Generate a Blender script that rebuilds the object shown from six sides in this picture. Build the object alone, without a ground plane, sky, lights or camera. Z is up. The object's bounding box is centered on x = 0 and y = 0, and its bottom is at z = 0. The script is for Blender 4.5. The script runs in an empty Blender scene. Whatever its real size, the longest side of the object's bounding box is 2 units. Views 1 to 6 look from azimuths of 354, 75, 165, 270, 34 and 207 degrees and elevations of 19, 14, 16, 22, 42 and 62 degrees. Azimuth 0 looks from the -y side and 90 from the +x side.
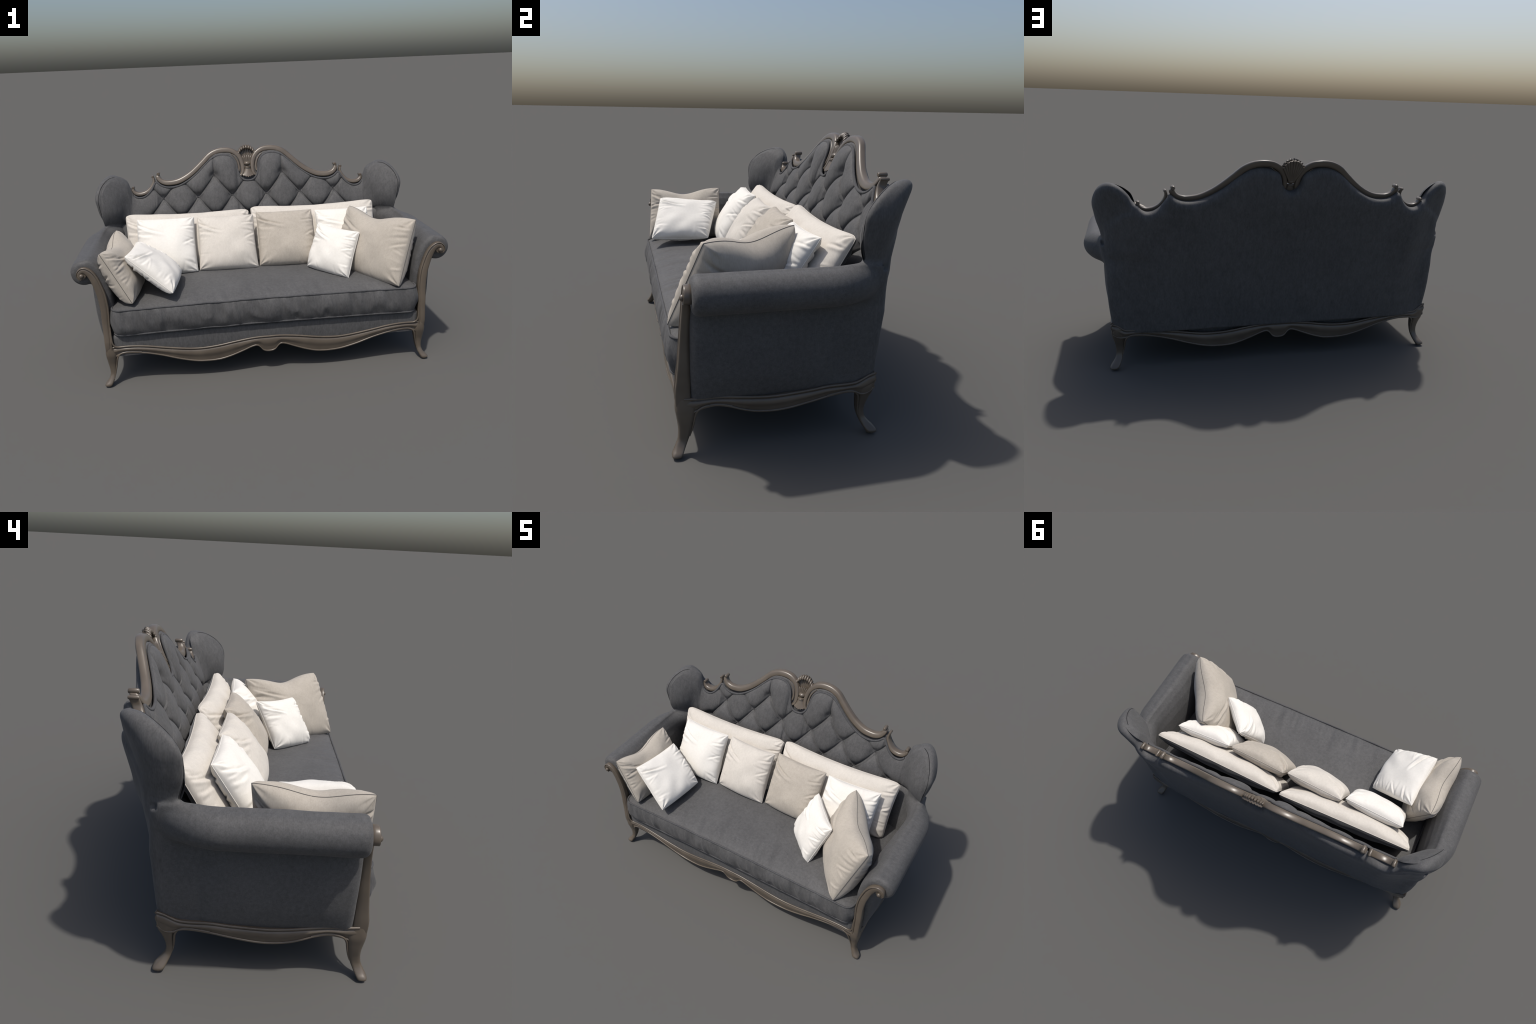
# Carved-wood settee: tufted grey upholstery, rolled arms, wings, one seat cushion, ten loose pillows.
import bpy, math
import numpy as np
from mathutils import Vector

RNG = np.random.default_rng(7)

# ----------------------------------------------------------------------------- helpers
def spline(pts, n):
    """Centripetal-ish Catmull-Rom through pts (k,d), resampled evenly to n points."""
    p = np.asarray(pts, float)
    p = np.vstack([2 * p[0] - p[1], p, 2 * p[-1] - p[-2]])
    out = []
    for i in range(1, len(p) - 2):
        t = np.linspace(0, 1, 24, endpoint=False)[:, None]
        a, b, c, d = p[i - 1], p[i], p[i + 1], p[i + 2]
        out.append(.5 * (2 * b + (c - a) * t + (2 * a - 5 * b + 4 * c - d) * t ** 2 + (3 * b - a - 3 * c + d) * t ** 3))
    out = np.vstack(out + [p[-2][None]])
    k = min(3, out.shape[1])
    L = np.r_[0, np.cumsum(np.linalg.norm(np.diff(out[:, :k], axis=0), axis=1))]
    s = np.linspace(0, L[-1], n)
    return np.stack([np.interp(s, L, out[:, j]) for j in range(out.shape[1])], 1)

def curve_fn(pts):
    """smooth single-valued function y(x) through control points"""
    q = np.asarray(pts, float)
    d = spline(q, 600)
    o = np.argsort(d[:, 0])
    xs, ys = d[o, 0], d[o, 1]
    return lambda x: np.interp(x, xs, ys)

def hash3(i, j, k):
    n = (i * 374761393 + j * 668265263 + k * 2147483647 + 1013904223).astype(np.int64)
    n = (n ^ (n >> 13)) * 1274126177
    n = n ^ (n >> 16)
    return (n & 0xFFFF) / 65535.0

def vnoise(P):
    """value noise in [-1,1] at points P (n,3)"""
    P = np.asarray(P, float)
    I = np.floor(P).astype(np.int64); F = P - I
    F = F * F * (3 - 2 * F)
    r = 0
    for dx in (0, 1):
        for dy in (0, 1):
            for dz in (0, 1):
                w = (F[:, 0] if dx else 1 - F[:, 0]) * (F[:, 1] if dy else 1 - F[:, 1]) * (F[:, 2] if dz else 1 - F[:, 2])
                r = r + w * hash3(I[:, 0] + dx, I[:, 1] + dy, I[:, 2] + dz)
    return 2 * r - 1

def new_mesh(name, V, F, mat, parent=None, smooth=True, angle=None):
    me = bpy.data.meshes.new(name)
    me.from_pydata([tuple(map(float, v)) for v in V], [], [tuple(int(i) for i in f) for f in F])
    me.validate()
    me.update()
    ob = bpy.data.objects.new(name, me)
    bpy.context.scene.collection.objects.link(ob)
    me.materials.append(mat)
    if smooth:
        me.polygons.foreach_set("use_smooth", [True] * len(me.polygons))
        if angle is not None:
            me.set_sharp_from_angle(angle=math.radians(angle))
    if parent is not None:
        ob.parent = parent
    return ob

def grid_faces(nu, nv, close_u=False, close_v=False, off=0, flip=False):
    f = []
    for i in range(nu if close_u else nu - 1):
        for j in range(nv if close_v else nv - 1):
            a = i * nv + j; b = ((i + 1) % nu) * nv + j
            c = ((i + 1) % nu) * nv + (j + 1) % nv; d = i * nv + (j + 1) % nv
            q = (a + off, b + off, c + off, d + off)
            f.append(q[::-1] if flip else q)
    return f

def loft(rings, cap=True):
    """rings: list of (m,3) closed loops -> verts, faces"""
    m = len(rings[0]); n = len(rings)
    V = np.vstack(rings)
    F = grid_faces(n, m, close_v=True)
    if cap:
        F.append(tuple(range(m - 1, -1, -1)))
        F.append(tuple((n - 1) * m + k for k in range(m)))
    return V, F

def merge(parts):
    V, F, o = [], [], 0
    for v, f in parts:
        V.append(np.asarray(v)); F += [tuple(i + o for i in q) for q in f]; o += len(v)
    return np.vstack(V), F

def mirror(part):
    v, f = part
    v = np.array(v); v[:, 0] *= -1
    return v, [tuple(reversed(q)) for q in f]

def tube(path, r, m=8, close=False):
    """round tube along a 3D path, r scalar or array"""
    P = np.asarray(path, float); n = len(P)
    r = np.broadcast_to(np.asarray(r, float), (n,))
    if close:
        T = np.roll(P, -1, 0) - np.roll(P, 1, 0)
    else:
        T = np.gradient(P, axis=0)
    T /= np.linalg.norm(T, axis=1)[:, None] + 1e-12
    ref = np.array([0, 1.0, .13]); rings = []
    for i in range(n):
        a = np.cross(T[i], ref)
        if np.linalg.norm(a) < 1e-3:
            a = np.cross(T[i], [1.0, 0, 0])
        a /= np.linalg.norm(a); b = np.cross(T[i], a)
        th = np.linspace(0, 2 * np.pi, m, endpoint=False)[:, None]
        rings.append(P[i] + r[i] * (np.cos(th) * a + np.sin(th) * b))
    V = np.vstack(rings)
    F = grid_faces(n, m, close_u=close, close_v=True)
    if not close:
        F.append(tuple(range(m - 1, -1, -1))); F.append(tuple((n - 1) * m + k for k in range(m)))
    return V, F

def ball(c, r, nu=16, nv=10):
    """ellipsoid, r scalar or 3-vector"""
    r = np.broadcast_to(np.asarray(r, float), (3,))
    rings = []
    for j in range(1, nv):
        ph = math.pi * j / nv
        th = np.linspace(0, 2 * np.pi, nu, endpoint=False)
        rings.append(np.stack([np.cos(th) * math.sin(ph), np.sin(th) * math.sin(ph), np.full(nu, -math.cos(ph))], 1))
    V = np.vstack(rings + [np.array([[0, 0, -1.0], [0, 0, 1.0]])])
    F = grid_faces(nv - 1, nu, close_v=True)
    b = (nv - 1) * nu
    for k in range(nu):
        F.append((b, (k + 1) % nu, k)); F.append((b + 1, (nv - 2) * nu + k, (nv - 2) * nu + (k + 1) % nu))
    return V * r + np.asarray(c, float), F

# ----------------------------------------------------------------------------- materials
def nt(mat):
    mat.use_nodes = True
    t = mat.node_tree
    return t, t.nodes["Principled BSDF"]

def fabric(name, dark, light, stretch=(1, 1, .28), grain=260, bump=.12, rough=.9, sheen=.25, blotch=6.0, blend=.30):
    m = bpy.data.materials.new(name); t, b = nt(m); N, L = t.nodes, t.links
    tc = N.new("ShaderNodeTexCoord"); mp = N.new("ShaderNodeMapping"); mp.inputs["Scale"].default_value = stretch
    L.new(tc.outputs["Object"], mp.inputs["Vector"])
    n1 = N.new("ShaderNodeTexNoise"); n1.inputs["Scale"].default_value = grain; n1.inputs["Detail"].default_value = 3
    n2 = N.new("ShaderNodeTexNoise"); n2.inputs["Scale"].default_value = blotch; n2.inputs["Detail"].default_value = 5
    n2.inputs["Roughness"].default_value = .6
    n3 = N.new("ShaderNodeTexNoise"); n3.inputs["Scale"].default_value = grain * .28; n3.inputs["Detail"].default_value = 2
    L.new(mp.outputs["Vector"], n1.inputs["Vector"]); L.new(tc.outputs["Object"], n2.inputs["Vector"]); L.new(mp.outputs["Vector"], n3.inputs["Vector"])
    a1 = N.new("ShaderNodeMath"); a1.operation = 'MULTIPLY_ADD'; a1.inputs[1].default_value = .5
    L.new(n1.outputs["Fac"], a1.inputs[0])
    a2 = N.new("ShaderNodeMath"); a2.operation = 'MULTIPLY_ADD'; a2.inputs[1].default_value = .35; a2.inputs[2].default_value = 0
    L.new(n3.outputs["Fac"], a2.inputs[0]); L.new(a2.outputs[0], a1.inputs[2])
    a3 = N.new("ShaderNodeMath"); a3.operation = 'MULTIPLY_ADD'; a3.inputs[1].default_value = blend; a3.inputs[2].default_value = 0
    L.new(n2.outputs["Fac"], a3.inputs[0]); L.new(a1.outputs[0], a3.inputs[2])
    cr = N.new("ShaderNodeValToRGB")
    cr.color_ramp.elements[0].position = .30; cr.color_ramp.elements[0].color = (*dark, 1)
    cr.color_ramp.elements[1].position = .84; cr.color_ramp.elements[1].color = (*light, 1)
    L.new(a3.outputs[0], cr.inputs["Fac"]); L.new(cr.outputs["Color"], b.inputs["Base Color"])
    bp = N.new("ShaderNodeBump"); bp.inputs["Strength"].default_value = bump; bp.inputs["Distance"].default_value = .002
    L.new(a1.outputs[0], bp.inputs["Height"]); L.new(bp.outputs["Normal"], b.inputs["Normal"])
    b.inputs["Roughness"].default_value = rough
    b.inputs["Specular IOR Level"].default_value = .3
    b.inputs["Sheen Weight"].default_value = sheen; b.inputs["Sheen Roughness"].default_value = .5
    return m

def lacquer(name, dark, light):
    m = bpy.data.materials.new(name); t, b = nt(m); N, L = t.nodes, t.links
    tc = N.new("ShaderNodeTexCoord")
    n1 = N.new("ShaderNodeTexNoise"); n1.inputs["Scale"].default_value = 9; n1.inputs["Detail"].default_value = 6
    L.new(tc.outputs["Object"], n1.inputs["Vector"])
    cr = N.new("ShaderNodeValToRGB")
    cr.color_ramp.elements[0].position = .3; cr.color_ramp.elements[0].color = (*dark, 1)
    cr.color_ramp.elements[1].position = .72; cr.color_ramp.elements[1].color = (*light, 1)
    L.new(n1.outputs["Fac"], cr.inputs["Fac"]); L.new(cr.outputs["Color"], b.inputs["Base Color"])
    b.inputs["Roughness"].default_value = .34
    b.inputs["Specular IOR Level"].default_value = .6
    return m

GD, GL = (.045, .0445, .0445), (.112, .1105, .111)
M_GREY = fabric("grey_linen", GD, GL, sheen=.06, rough=.70)
M_GREYW = fabric("grey_linen_crosswise", GD, GL, stretch=(.5, 1, 1), sheen=.06, rough=.70)
M_PIPE = fabric("grey_piping", (.042, .042, .044), (.095, .095, .098), sheen=.05)
M_SEAM = fabric("dark_seam", (.014, .014, .015), (.030, .030, .032), sheen=0)
M_BACK = fabric("dark_grey_back", (.030, .031, .033), (.060, .061, .064))
M_WOOD = lacquer("taupe_lacquered_wood", (.090, .072, .054), (.124, .101, .077))
M_WHITE = fabric("white_cotton", (.67, .643, .590), (.79, .763, .708), stretch=(1, 1, 1), grain=300, bump=.05, sheen=.1, blotch=4)
M_CREAM = fabric("cream_linen", (.50, .464, .412), (.64, .60, .54), stretch=(1, 1, .3), grain=260, bump=.08, sheen=.1, blotch=5)
M_TAUPE = fabric("taupe_linen", (.345, .31, .262), (.47, .425, .365), stretch=(1, 1, .4), grain=240, bump=.08, sheen=.1, blotch=7)

# ----------------------------------------------------------------------------- thing: the sofa
sofa = bpy.data.objects.new("sofa", None)
bpy.context.scene.collection.objects.link(sofa)
sofa["label"] = "carved taupe wood settee with dark grey tufted upholstery"
sofa["category"] = "sofa"

# ---- shared profiles (right half, x >= 0) -----------------------------------
def lean(z):                       # centre plane of the crest rail
    return .391 + .42 * (z - .9)

CREST = [  # x, z, width of the main crest scroll, from the curl beside the shell to the outer tip
    (.061, .934, .010), (.049, .931, .014), (.036, .944, .019), (.031, .970, .023), (.034, 1.003, .026), (.045, 1.036, .028),
    (.068, 1.063, .029), (.102, 1.081, .030), (.147, 1.086, .031), (.192, 1.080, .031), (.236, 1.060, .031),
    (.280, 1.022, .031), (.322, .986, .031), (.362, .956, .031), (.402, .933, .031), (.442, .917, .031),
    (.482, .911, .030), (.518, .912, .029), (.548, .923, .027), (.566, .943, .026), (.570, .962, .026)]
SIDE_SCROLL = [(.600, .951, .011), (.596, .936, .013), (.597, .918, .016), (.609, .895, .019), (.628, .875, .020), (.652, .861, .021),
               (.680, .856, .021), (.705, .860, .021), (.721, .872, .019), (.729, .888, .017)]

# top outline of the fabric (runs under the middle of the wood), then round the wing
TOP = curve_fn([(-.02, .915), (0, .913), (.02, .915), (.04, .925), (.058, .948), (.068, .985), (.076, 1.02), (.09, 1.046), (.115, 1.064), (.15, 1.071),
                (.19, 1.067), (.23, 1.05), (.276, 1.012), (.315, .977), (.354, .948), (.392, .925), (.433, .907), (.474, .899),
                (.516, .900), (.55, .912), (.578, .932), (.595, .915), (.612, .889), (.634, .866), (.66, .851), (.69, .848), (.715, .857),
                (.730, .876)])
def plane_btn(z):                  # plane in which the buttons sit
    return .353 + .334 * (z - .815)
def wing_front(x, z):              # the wing's front face: turned forward, padded, leaning back at the top
    pad = .040 * np.exp(-((x - .84) / .075) ** 2 - ((z - .78) / .10) ** 2)
    return .3475 - .758 * (x - .7116) + 3.8 * np.maximum(0, z - .84) ** 2 - pad
BACK_Y = curve_fn([(.15, .292), (.26, .295), (.40, .303), (.5, .313), (.6, .329), (.7, .348), (.8, .371), (.9, .401), (1.0, .442), (1.12, .494)])
MID_Y = curve_fn([(.15, .302), (.2, .309), (.3, .323), (.45, .346), (.6, .374), (.75, .409), (.88, .446), (1.0, .473), (1.06, .478), (1.2, .482)])
def back_y(x, z):                  # outer back: full in the middle, drawn in towards the wings
    t = np.clip((x - .67) / .16, 0, 1); t = t * t * (3 - 2 * t)
    side = BACK_Y(z) - 2.4 * np.maximum(0, x - .75) ** 2 * np.clip((z - .5) / .2, 0, 1)
    return MID_Y(z) * (1 - t) + side * t
SIDE_X = curve_fn([(.15, .862), (.26, .871), (.31, .878), (.38, .884), (.46, .886), (.54, .888), (.62, .887), (.70, .885), (.76, .865), (.80, .83), (.84, .775), (.87, .745), (1.2, .745)])

# ----------------------------------------------------------------------------- upholstered body (signed distance field)
WING = spline([(.69, .80), (.712, .838), (.732, .862), (.748, .896), (.767, .931), (.799, .963), (.838, .982), (.876, .976), (.908, .949), (.929, .911),
               (.938, .868), (.932, .825), (.923, .78), (.909, .735), (.900, .69), (.884, .65), (.86, .62)], 90)
WING = np.vstack([WING, [[.69, .62]]])
ARM = np.vstack([spline([(.800, .15), (.803, .40), (.806, .50), (.818, .575), (.837, .627), (.862, .664), (.890, .684), (.910, .688)], 40),
                 spline([(.910, .688), (.908, .65), (.902, .61), (.893, .585), (.888, .54), (.886, .46), (.884, .38), (.878, .31), (.871, .26), (.860, .15)], 40)])

def poly_sdf(px, pz, poly):
    """signed distance of points to a closed polygon (n,2)"""
    d2 = np.full(px.shape, 1e9); s = np.ones(px.shape)
    n = len(poly)
    for i in range(n):
        ax, az = poly[i]; bx, bz = poly[(i + 1) % n]
        ex, ez = bx - ax, bz - az
        L = ex * ex + ez * ez
        if L < 1e-14:
            continue
        wx, wz = px - ax, pz - az
        t = np.clip((wx * ex + wz * ez) / L, 0, 1)
        d2 = np.minimum(d2, (wx - ex * t) ** 2 + (wz - ez * t) ** 2)
        c1 = pz >= az; c2 = pz < bz; c3 = ex * wz > ez * wx
        s = np.where((c1 & c2 & c3) | (~c1 & ~c2 & ~c3), -s, s)
    return s * np.sqrt(d2)

def lut2(poly, x0, x1, z0, z1, h=.002):
    """2D lookup of a polygon's distance, bilinear"""
    xs = np.arange(x0, x1 + h, h); zs = np.arange(z0, z1 + h, h)
    G = poly_sdf(*np.meshgrid(xs, zs, indexing='ij'), poly)
    def f(x, z):
        u = np.clip((x - x0) / h, 0, len(xs) - 1.001); v = np.clip((z - z0) / h, 0, len(zs) - 1.001)
        i = u.astype(int); j = v.astype(int); a = u - i; b = v - j
        return (G[i, j] * (1 - a) + G[i + 1, j] * a) * (1 - b) + (G[i, j + 1] * (1 - a) + G[i + 1, j + 1] * a) * b
    return f
WING_F = lut2(WING, .4, 1.2, .1, 1.2)
ARM_F = lut2(ARM, .5, 1.2, .05, 1.1)

def smax(a, b, k):
    h = np.clip(.5 + .5 * (a - b) / k, 0, 1)
    return b + (a - b) * h + k * h * (1 - h)
def smin(a, b, k):
    return -smax(-a, -b, k)

def body(P):
    x = np.abs(P[:, 0]); y = P[:, 1]; z = P[:, 2]
    # outer back slab
    e = 1e-3
    xt = x + .024 * np.clip(1 - np.abs(x - .062) / .06, 0, 1)      # the back reaches a little under the inner scrolls
    sl = (TOP(xt + e) - TOP(xt - e)) / (2 * e)
    dtop = (z - TOP(np.minimum(xt, .729)) - .034 * np.clip((.058 - x) / .02, 0, 1)) / np.sqrt(1 + np.minimum(np.where(x < .729, sl, 0) ** 2, 2.5))
    dback = (y - back_y(x, z)) * .95
    dside = x - SIDE_X(z) + .03 * np.clip((.66 - z) / .06, 0, 1)
    dfront = (plane_btn(z) + .006 - y) * .95
    b = smax(smax(dback, dtop - .003, .042), dside, .03)
    b = np.maximum(np.maximum(b, dfront), .20 - z)
    # wings: outline in (s along wing, z), crisp in front, rounded behind
    w = smax(WING_F(x, z), (y - back_y(x, z)) * .95, .05)
    w = smax(w, (wing_front(x, z) + .006 - y) * .8, .035)
    # arms
    shift = 2.3 * np.maximum(0, y - .06) ** 2 + .6 * np.maximum(0, -.33 - y) ** 2
    roll = np.hypot(x + shift - .9352, (z - .6245) * .985) - .0645
    roll = smax(roll, y - .27, .04)
    full = .024 * np.clip(1 - ((y + .14) / .28) ** 4, 0, 1) * np.clip(1 - ((z - .40) / .19) ** 4, 0, 1)   # padded outside
    xin = np.interp(z, [.4, .5, .575, .627, .664, .686], [.803, .806, .818, .837, .862, .89])
    inner = xin + .034 * np.clip((y + .15) / .35, 0, 1) * np.clip((.70 - z) / .03, 0, 1) - x
    panel = np.maximum(ARM_F(x - full * np.clip((x - .84) / .03, 0, 1), z), inner)
    prof = smin(panel, roll, .028)
    a = smax(prof, -.408 - y, .03)
    a = smax(a, y - back_y(x, z), .03)
    d = smin(b, w, .035)
    d = smin(d, a, .022)
    return np.maximum(d, .2 - z)

def surface_net(fn, lo, hi, h):
    ax = [np.arange(lo[i], hi[i] + h, h) for i in range(3)]
    n = [len(a) for a in ax]
    G = np.empty(n, np.float32)
    for i, xv in enumerate(ax[0]):
        Y, Zz = np.meshgrid(ax[1], ax[2], indexing='ij')
        G[i] = fn(np.stack([np.full(Y.size, xv), Y.ravel(), Zz.ravel()], 1)).reshape(n[1], n[2])
    S = G < 0
    c = np.zeros((n[0] - 1, n[1] - 1, n[2] - 1), np.uint8)
    for dx in (0, 1):
        for dy in (0, 1):
            for dz in (0, 1):
                c += S[dx:n[0] - 1 + dx, dy:n[1] - 1 + dy, dz:n[2] - 1 + dz]
    act = (c > 0) & (c < 8)
    idx = -np.ones(act.shape, np.int64); cells = np.argwhere(act); idx[act] = np.arange(len(cells))
    V = (cells + .5) * h + np.array(lo)
    F = []
    for axis in range(3):
        sl0 = [slice(None)] * 3; sl1 = [slice(None)] * 3
        sl0[axis] = slice(0, -1); sl1[axis] = slice(1, None)
        ch = S[tuple(sl0)] != S[tuple(sl1)]
        e = np.argwhere(ch); o1, o2 = [(1, 2), (2, 0), (0, 1)][axis]
        e = e[(e[:, o1] > 0) & (e[:, o2] > 0) & (e[:, o1] < n[o1] - 1) & (e[:, o2] < n[o2] - 1)]
        q = []
        for (p, r) in ((0, 0), (1, 0), (1, 1), (0, 1)):
            k = e.copy(); k[:, o1] -= p; k[:, o2] -= r
            q.append(idx[k[:, 0], k[:, 1], k[:, 2]])
        q = np.stack(q, 1)
        ins = S[e[:, 0], e[:, 1], e[:, 2]]
        q[~ins] = q[~ins][:, ::-1]
        F.append(q)
    F = np.vstack(F)
    F = F[(F >= 0).all(1)]
    for it in range(6):                            # pull the vertices onto the surface
        g = np.zeros_like(V); e = h * .25
        for k in range(3):
            o = np.zeros(3); o[k] = e
            g[:, k] = (fn(V + o) - fn(V - o)) / (2 * e)
        gl = np.linalg.norm(g, axis=1) + 1e-9
        V -= np.clip(fn(V) / gl, -h * .7, h * .7)[:, None] * g / gl[:, None] * .9
        if it in (1, 3):                           # even out the net tangentially
            A = np.zeros_like(V); cnt = np.zeros(len(V))
            for k in range(4):
                np.add.at(A, F[:, k], V[F[:, (k + 1) % 4]]); np.add.at(cnt, F[:, k], 1)
                np.add.at(A, F[:, k], V[F[:, (k + 3) % 4]]); np.add.at(cnt, F[:, k], 1)
            L = A / np.maximum(cnt, 1)[:, None] - V
            nn = g / gl[:, None]
            V += .6 * (L - (L * nn).sum(1)[:, None] * nn)
    return V, F

BV, BF = surface_net(body, (-1.03, -.44, .18), (1.03, .53, 1.12), .0085)
# soft unevenness of the stuffing
BN = np.zeros_like(BV)
e1 = BV[BF[:, 2]] - BV[BF[:, 0]]; e2 = BV[BF[:, 3]] - BV[BF[:, 1]]
fnorm = np.cross(e1, e2)
for k in range(4):
    np.add.at(BN, BF[:, k], fnorm)
BN /= np.linalg.norm(BN, axis=1)[:, None] + 1e-12
BV = BV + BN * (.0012 * vnoise(BV * 9.0) + .0005 * vnoise(BV * 25.0))[:, None]

cen = BV[BF].mean(1)
ax_, cy_, cz_ = np.abs(cen[:, 0]), cen[:, 1], cen[:, 2]
wing_m = (ax_ > .735) & (cz_ > .715) & (cy_ > .12)
arm_m = (~wing_m) & (ax_ > .70) & (cy_ < .262)
back_m = ~(wing_m | arm_m)
def body_part(name, mask, mat):
    f = BF[mask]; u, inv = np.unique(f, return_inverse=True)
    ob = new_mesh(name, BV[u], inv.reshape(-1, 4), mat, sofa)
    ob.data.normals_split_custom_set_from_vertices([tuple(n) for n in BN[u]])
    return ob
body_part("outer_back", back_m, M_GREY)
for sgn in (1, -1):
    body_part("wing", wing_m & (cen[:, 0] * sgn > 0), M_GREY)
    body_part("arm", arm_m & (cen[:, 0] * sgn > 0), M_GREYW)

# ----------------------------------------------------------------------------- tufted inner back
W_, H_ = .2165, .245
ROW = {1: .938, 2: .815, 3: .693, 4: .570, 5: .448}
BTN = {1: [-1, 1], 2: [-2.5, -1.5, -.5, .5, 1.5, 2.5], 3: [-3, -2, -1, 0, 1, 2, 3],
       4: [-2.5, -1.5, -.5, .5, 1.5, 2.5], 5: [-3, -2, -1, 0, 1, 2, 3]}
buttons = [(k * W_, ROW[r]) for r in BTN for k in BTN[r]]
pleats = []
for r in (1, 2, 3, 4):
    for k in BTN[r]:
        for dk in (-.5, .5):
            if k + dk in BTN[r + 1]:
                pleats.append(((k * W_, ROW[r]), ((k + dk) * W_, ROW[r + 1]), 1 if dk > 0 else 2))
for sg in (-1, 1):
    pleats += [((sg * W_, ROW[1]), (sg * W_, 1.10), 0),
               ((sg * .5 * W_, ROW[2]), (0, .938), 0), ((sg * 1.5 * W_, ROW[2]), (sg * 2 * W_, .938), 0),
               ((sg * 2.5 * W_, ROW[2]), (sg * 2 * W_, .938), 0), ((sg * 2.5 * W_, ROW[2]), (sg * 3 * W_, .938), 0),
               ((sg * 3 * W_, ROW[3]), (sg * .95, .688), 0)]

def seg_dist(x, z, a, b):
    ex, ez = b[0] - a[0], b[1] - a[1]; L = ex * ex + ez * ez
    t = np.clip(((x - a[0]) * ex + (z - a[1]) * ez) / L, 0, 1)
    return np.hypot(x - a[0] - ex * t, z - a[1] - ez * t), t * math.sqrt(L), math.sqrt(L), ((x - a[0]) * ez - (z - a[1]) * ex) / math.sqrt(L)

def tuft(x, z):
    """how far the stuffing swells in front of the button plane"""
    h = np.ones_like(x)
    for a, b, kind in pleats:
        d, t, L, side = seg_dist(x, z, a, b)
        near = np.minimum(t, np.where(kind == 0, 1e3, L - t))
        m = .62 + .38 * np.exp(-near / .022)
        h *= 1 - m * np.exp(-d / .0165)
    for bx, bz in buttons:
        r = np.hypot(x - bx, z - bz)
        h *= 1 - .95 * np.exp(-(r / .018) ** 2)
    y = .041 * h
    for a, b, kind in pleats:                      # the stitched line itself
        d, t, L, side = seg_dist(x, z, a, b)
        y -= .0045 * np.exp(-(d / .0036) ** 2)
    for a, b, kind in pleats:                      # narrow fold lying along one edge of the pleat
        d, t, L, side = seg_dist(x, z, a, b)
        inside = np.clip(np.minimum(t, L - t) / .02, 0, 1)
        if kind:
            sg = 1 if kind == 1 else -1
            y += .0045 * np.exp(-((side * sg - .0075) / .0030) ** 2) * np.exp(-(d / .012) ** 4) * inside
    return y

SEAM_TOP = curve_fn([(.700, .838), (.716, .848), (.730, .866), (.738, .890), (.752, .930), (.770, .950), (.795, .966), (.825, .976), (.852, .973), (.876, .958),
                     (.895, .934), (.906, .908), (.9125, .875)])
TOPC = lambda x: np.where(x < .712, TOP(x) - .012, SEAM_TOP(x))
LOW = curve_fn([(0, .40), (.6, .40), (.80, .40), (.84, .56), (.870, .64), (.888, .685), (.896, .71), (.904, .77), (.910, .82), (.9125, .855)])
xs = np.concatenate([np.linspace(0, .055, 22, endpoint=False), np.linspace(.055, .10, 34, endpoint=False), np.linspace(.10, .56, 190, endpoint=False),
                     np.linspace(.56, .64, 34, endpoint=False), np.linspace(.64, .88, 72, endpoint=False), np.linspace(.88, .9125, 16)])
xs = np.concatenate([-xs[:0:-1], xs])
NR = 250
tt = np.linspace(0, 1, NR) ** .92
X = np.repeat(xs[:, None], NR, 1)
lo_, hi_ = LOW(np.abs(xs))[:, None], TOPC(np.abs(xs))[:, None]
Zg = lo_ + (hi_ - lo_) * tt[None]
ax2 = np.abs(X)
swell = tuft(X.ravel(), Zg.ravel()).reshape(X.shape)
fade = np.clip((ax2 - .62) / .10, 0, 1); fade = fade * fade * (3 - 2 * fade)
crease = 1 - np.exp(-np.abs(Zg - .690) / .014)
e = 1e-3
slp = (TOPC(ax2 + e) - TOPC(ax2 - e)) / (2 * e)
dist = (hi_ - Zg) / np.sqrt(1 + np.minimum(slp ** 2, 25))
swell = swell * (.66 + .34 * np.clip(dist / .11, 0, 1))            # flatter towards the frame
yb = plane_btn(Zg) - swell
yw = wing_front(ax2, Zg) + .003 + .012 * (1 - crease)
Yg = smin(yb, np.where(ax2 > .55, yw, 9.0), .035)
# roll the edges back into the frame
dist = np.minimum(dist, np.where(ax2 > .7, (.9135 - ax2) + .02 * np.clip((.80 - Zg) / .1, 0, 1), 1))
wingy = np.clip((ax2 - .71) / .03, 0, 1)
q = np.clip(1 - dist / (.058 - .032 * wingy), 0, 1)
edge_y = (lean(Zg) - .022) * (1 - wingy) + (Yg + .030) * wingy
Yg = Yg + np.maximum(edge_y - Yg, 0) * (1 - np.sqrt(np.maximum(0, 1 - q * q)))
TV = np.stack([X, Yg, Zg], -1).reshape(-1, 3)
TV[:, 1] += .0010 * vnoise(TV * 16)
new_mesh("tufted_back", TV, grid_faces(len(xs), NR), M_GREY, sofa)
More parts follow.
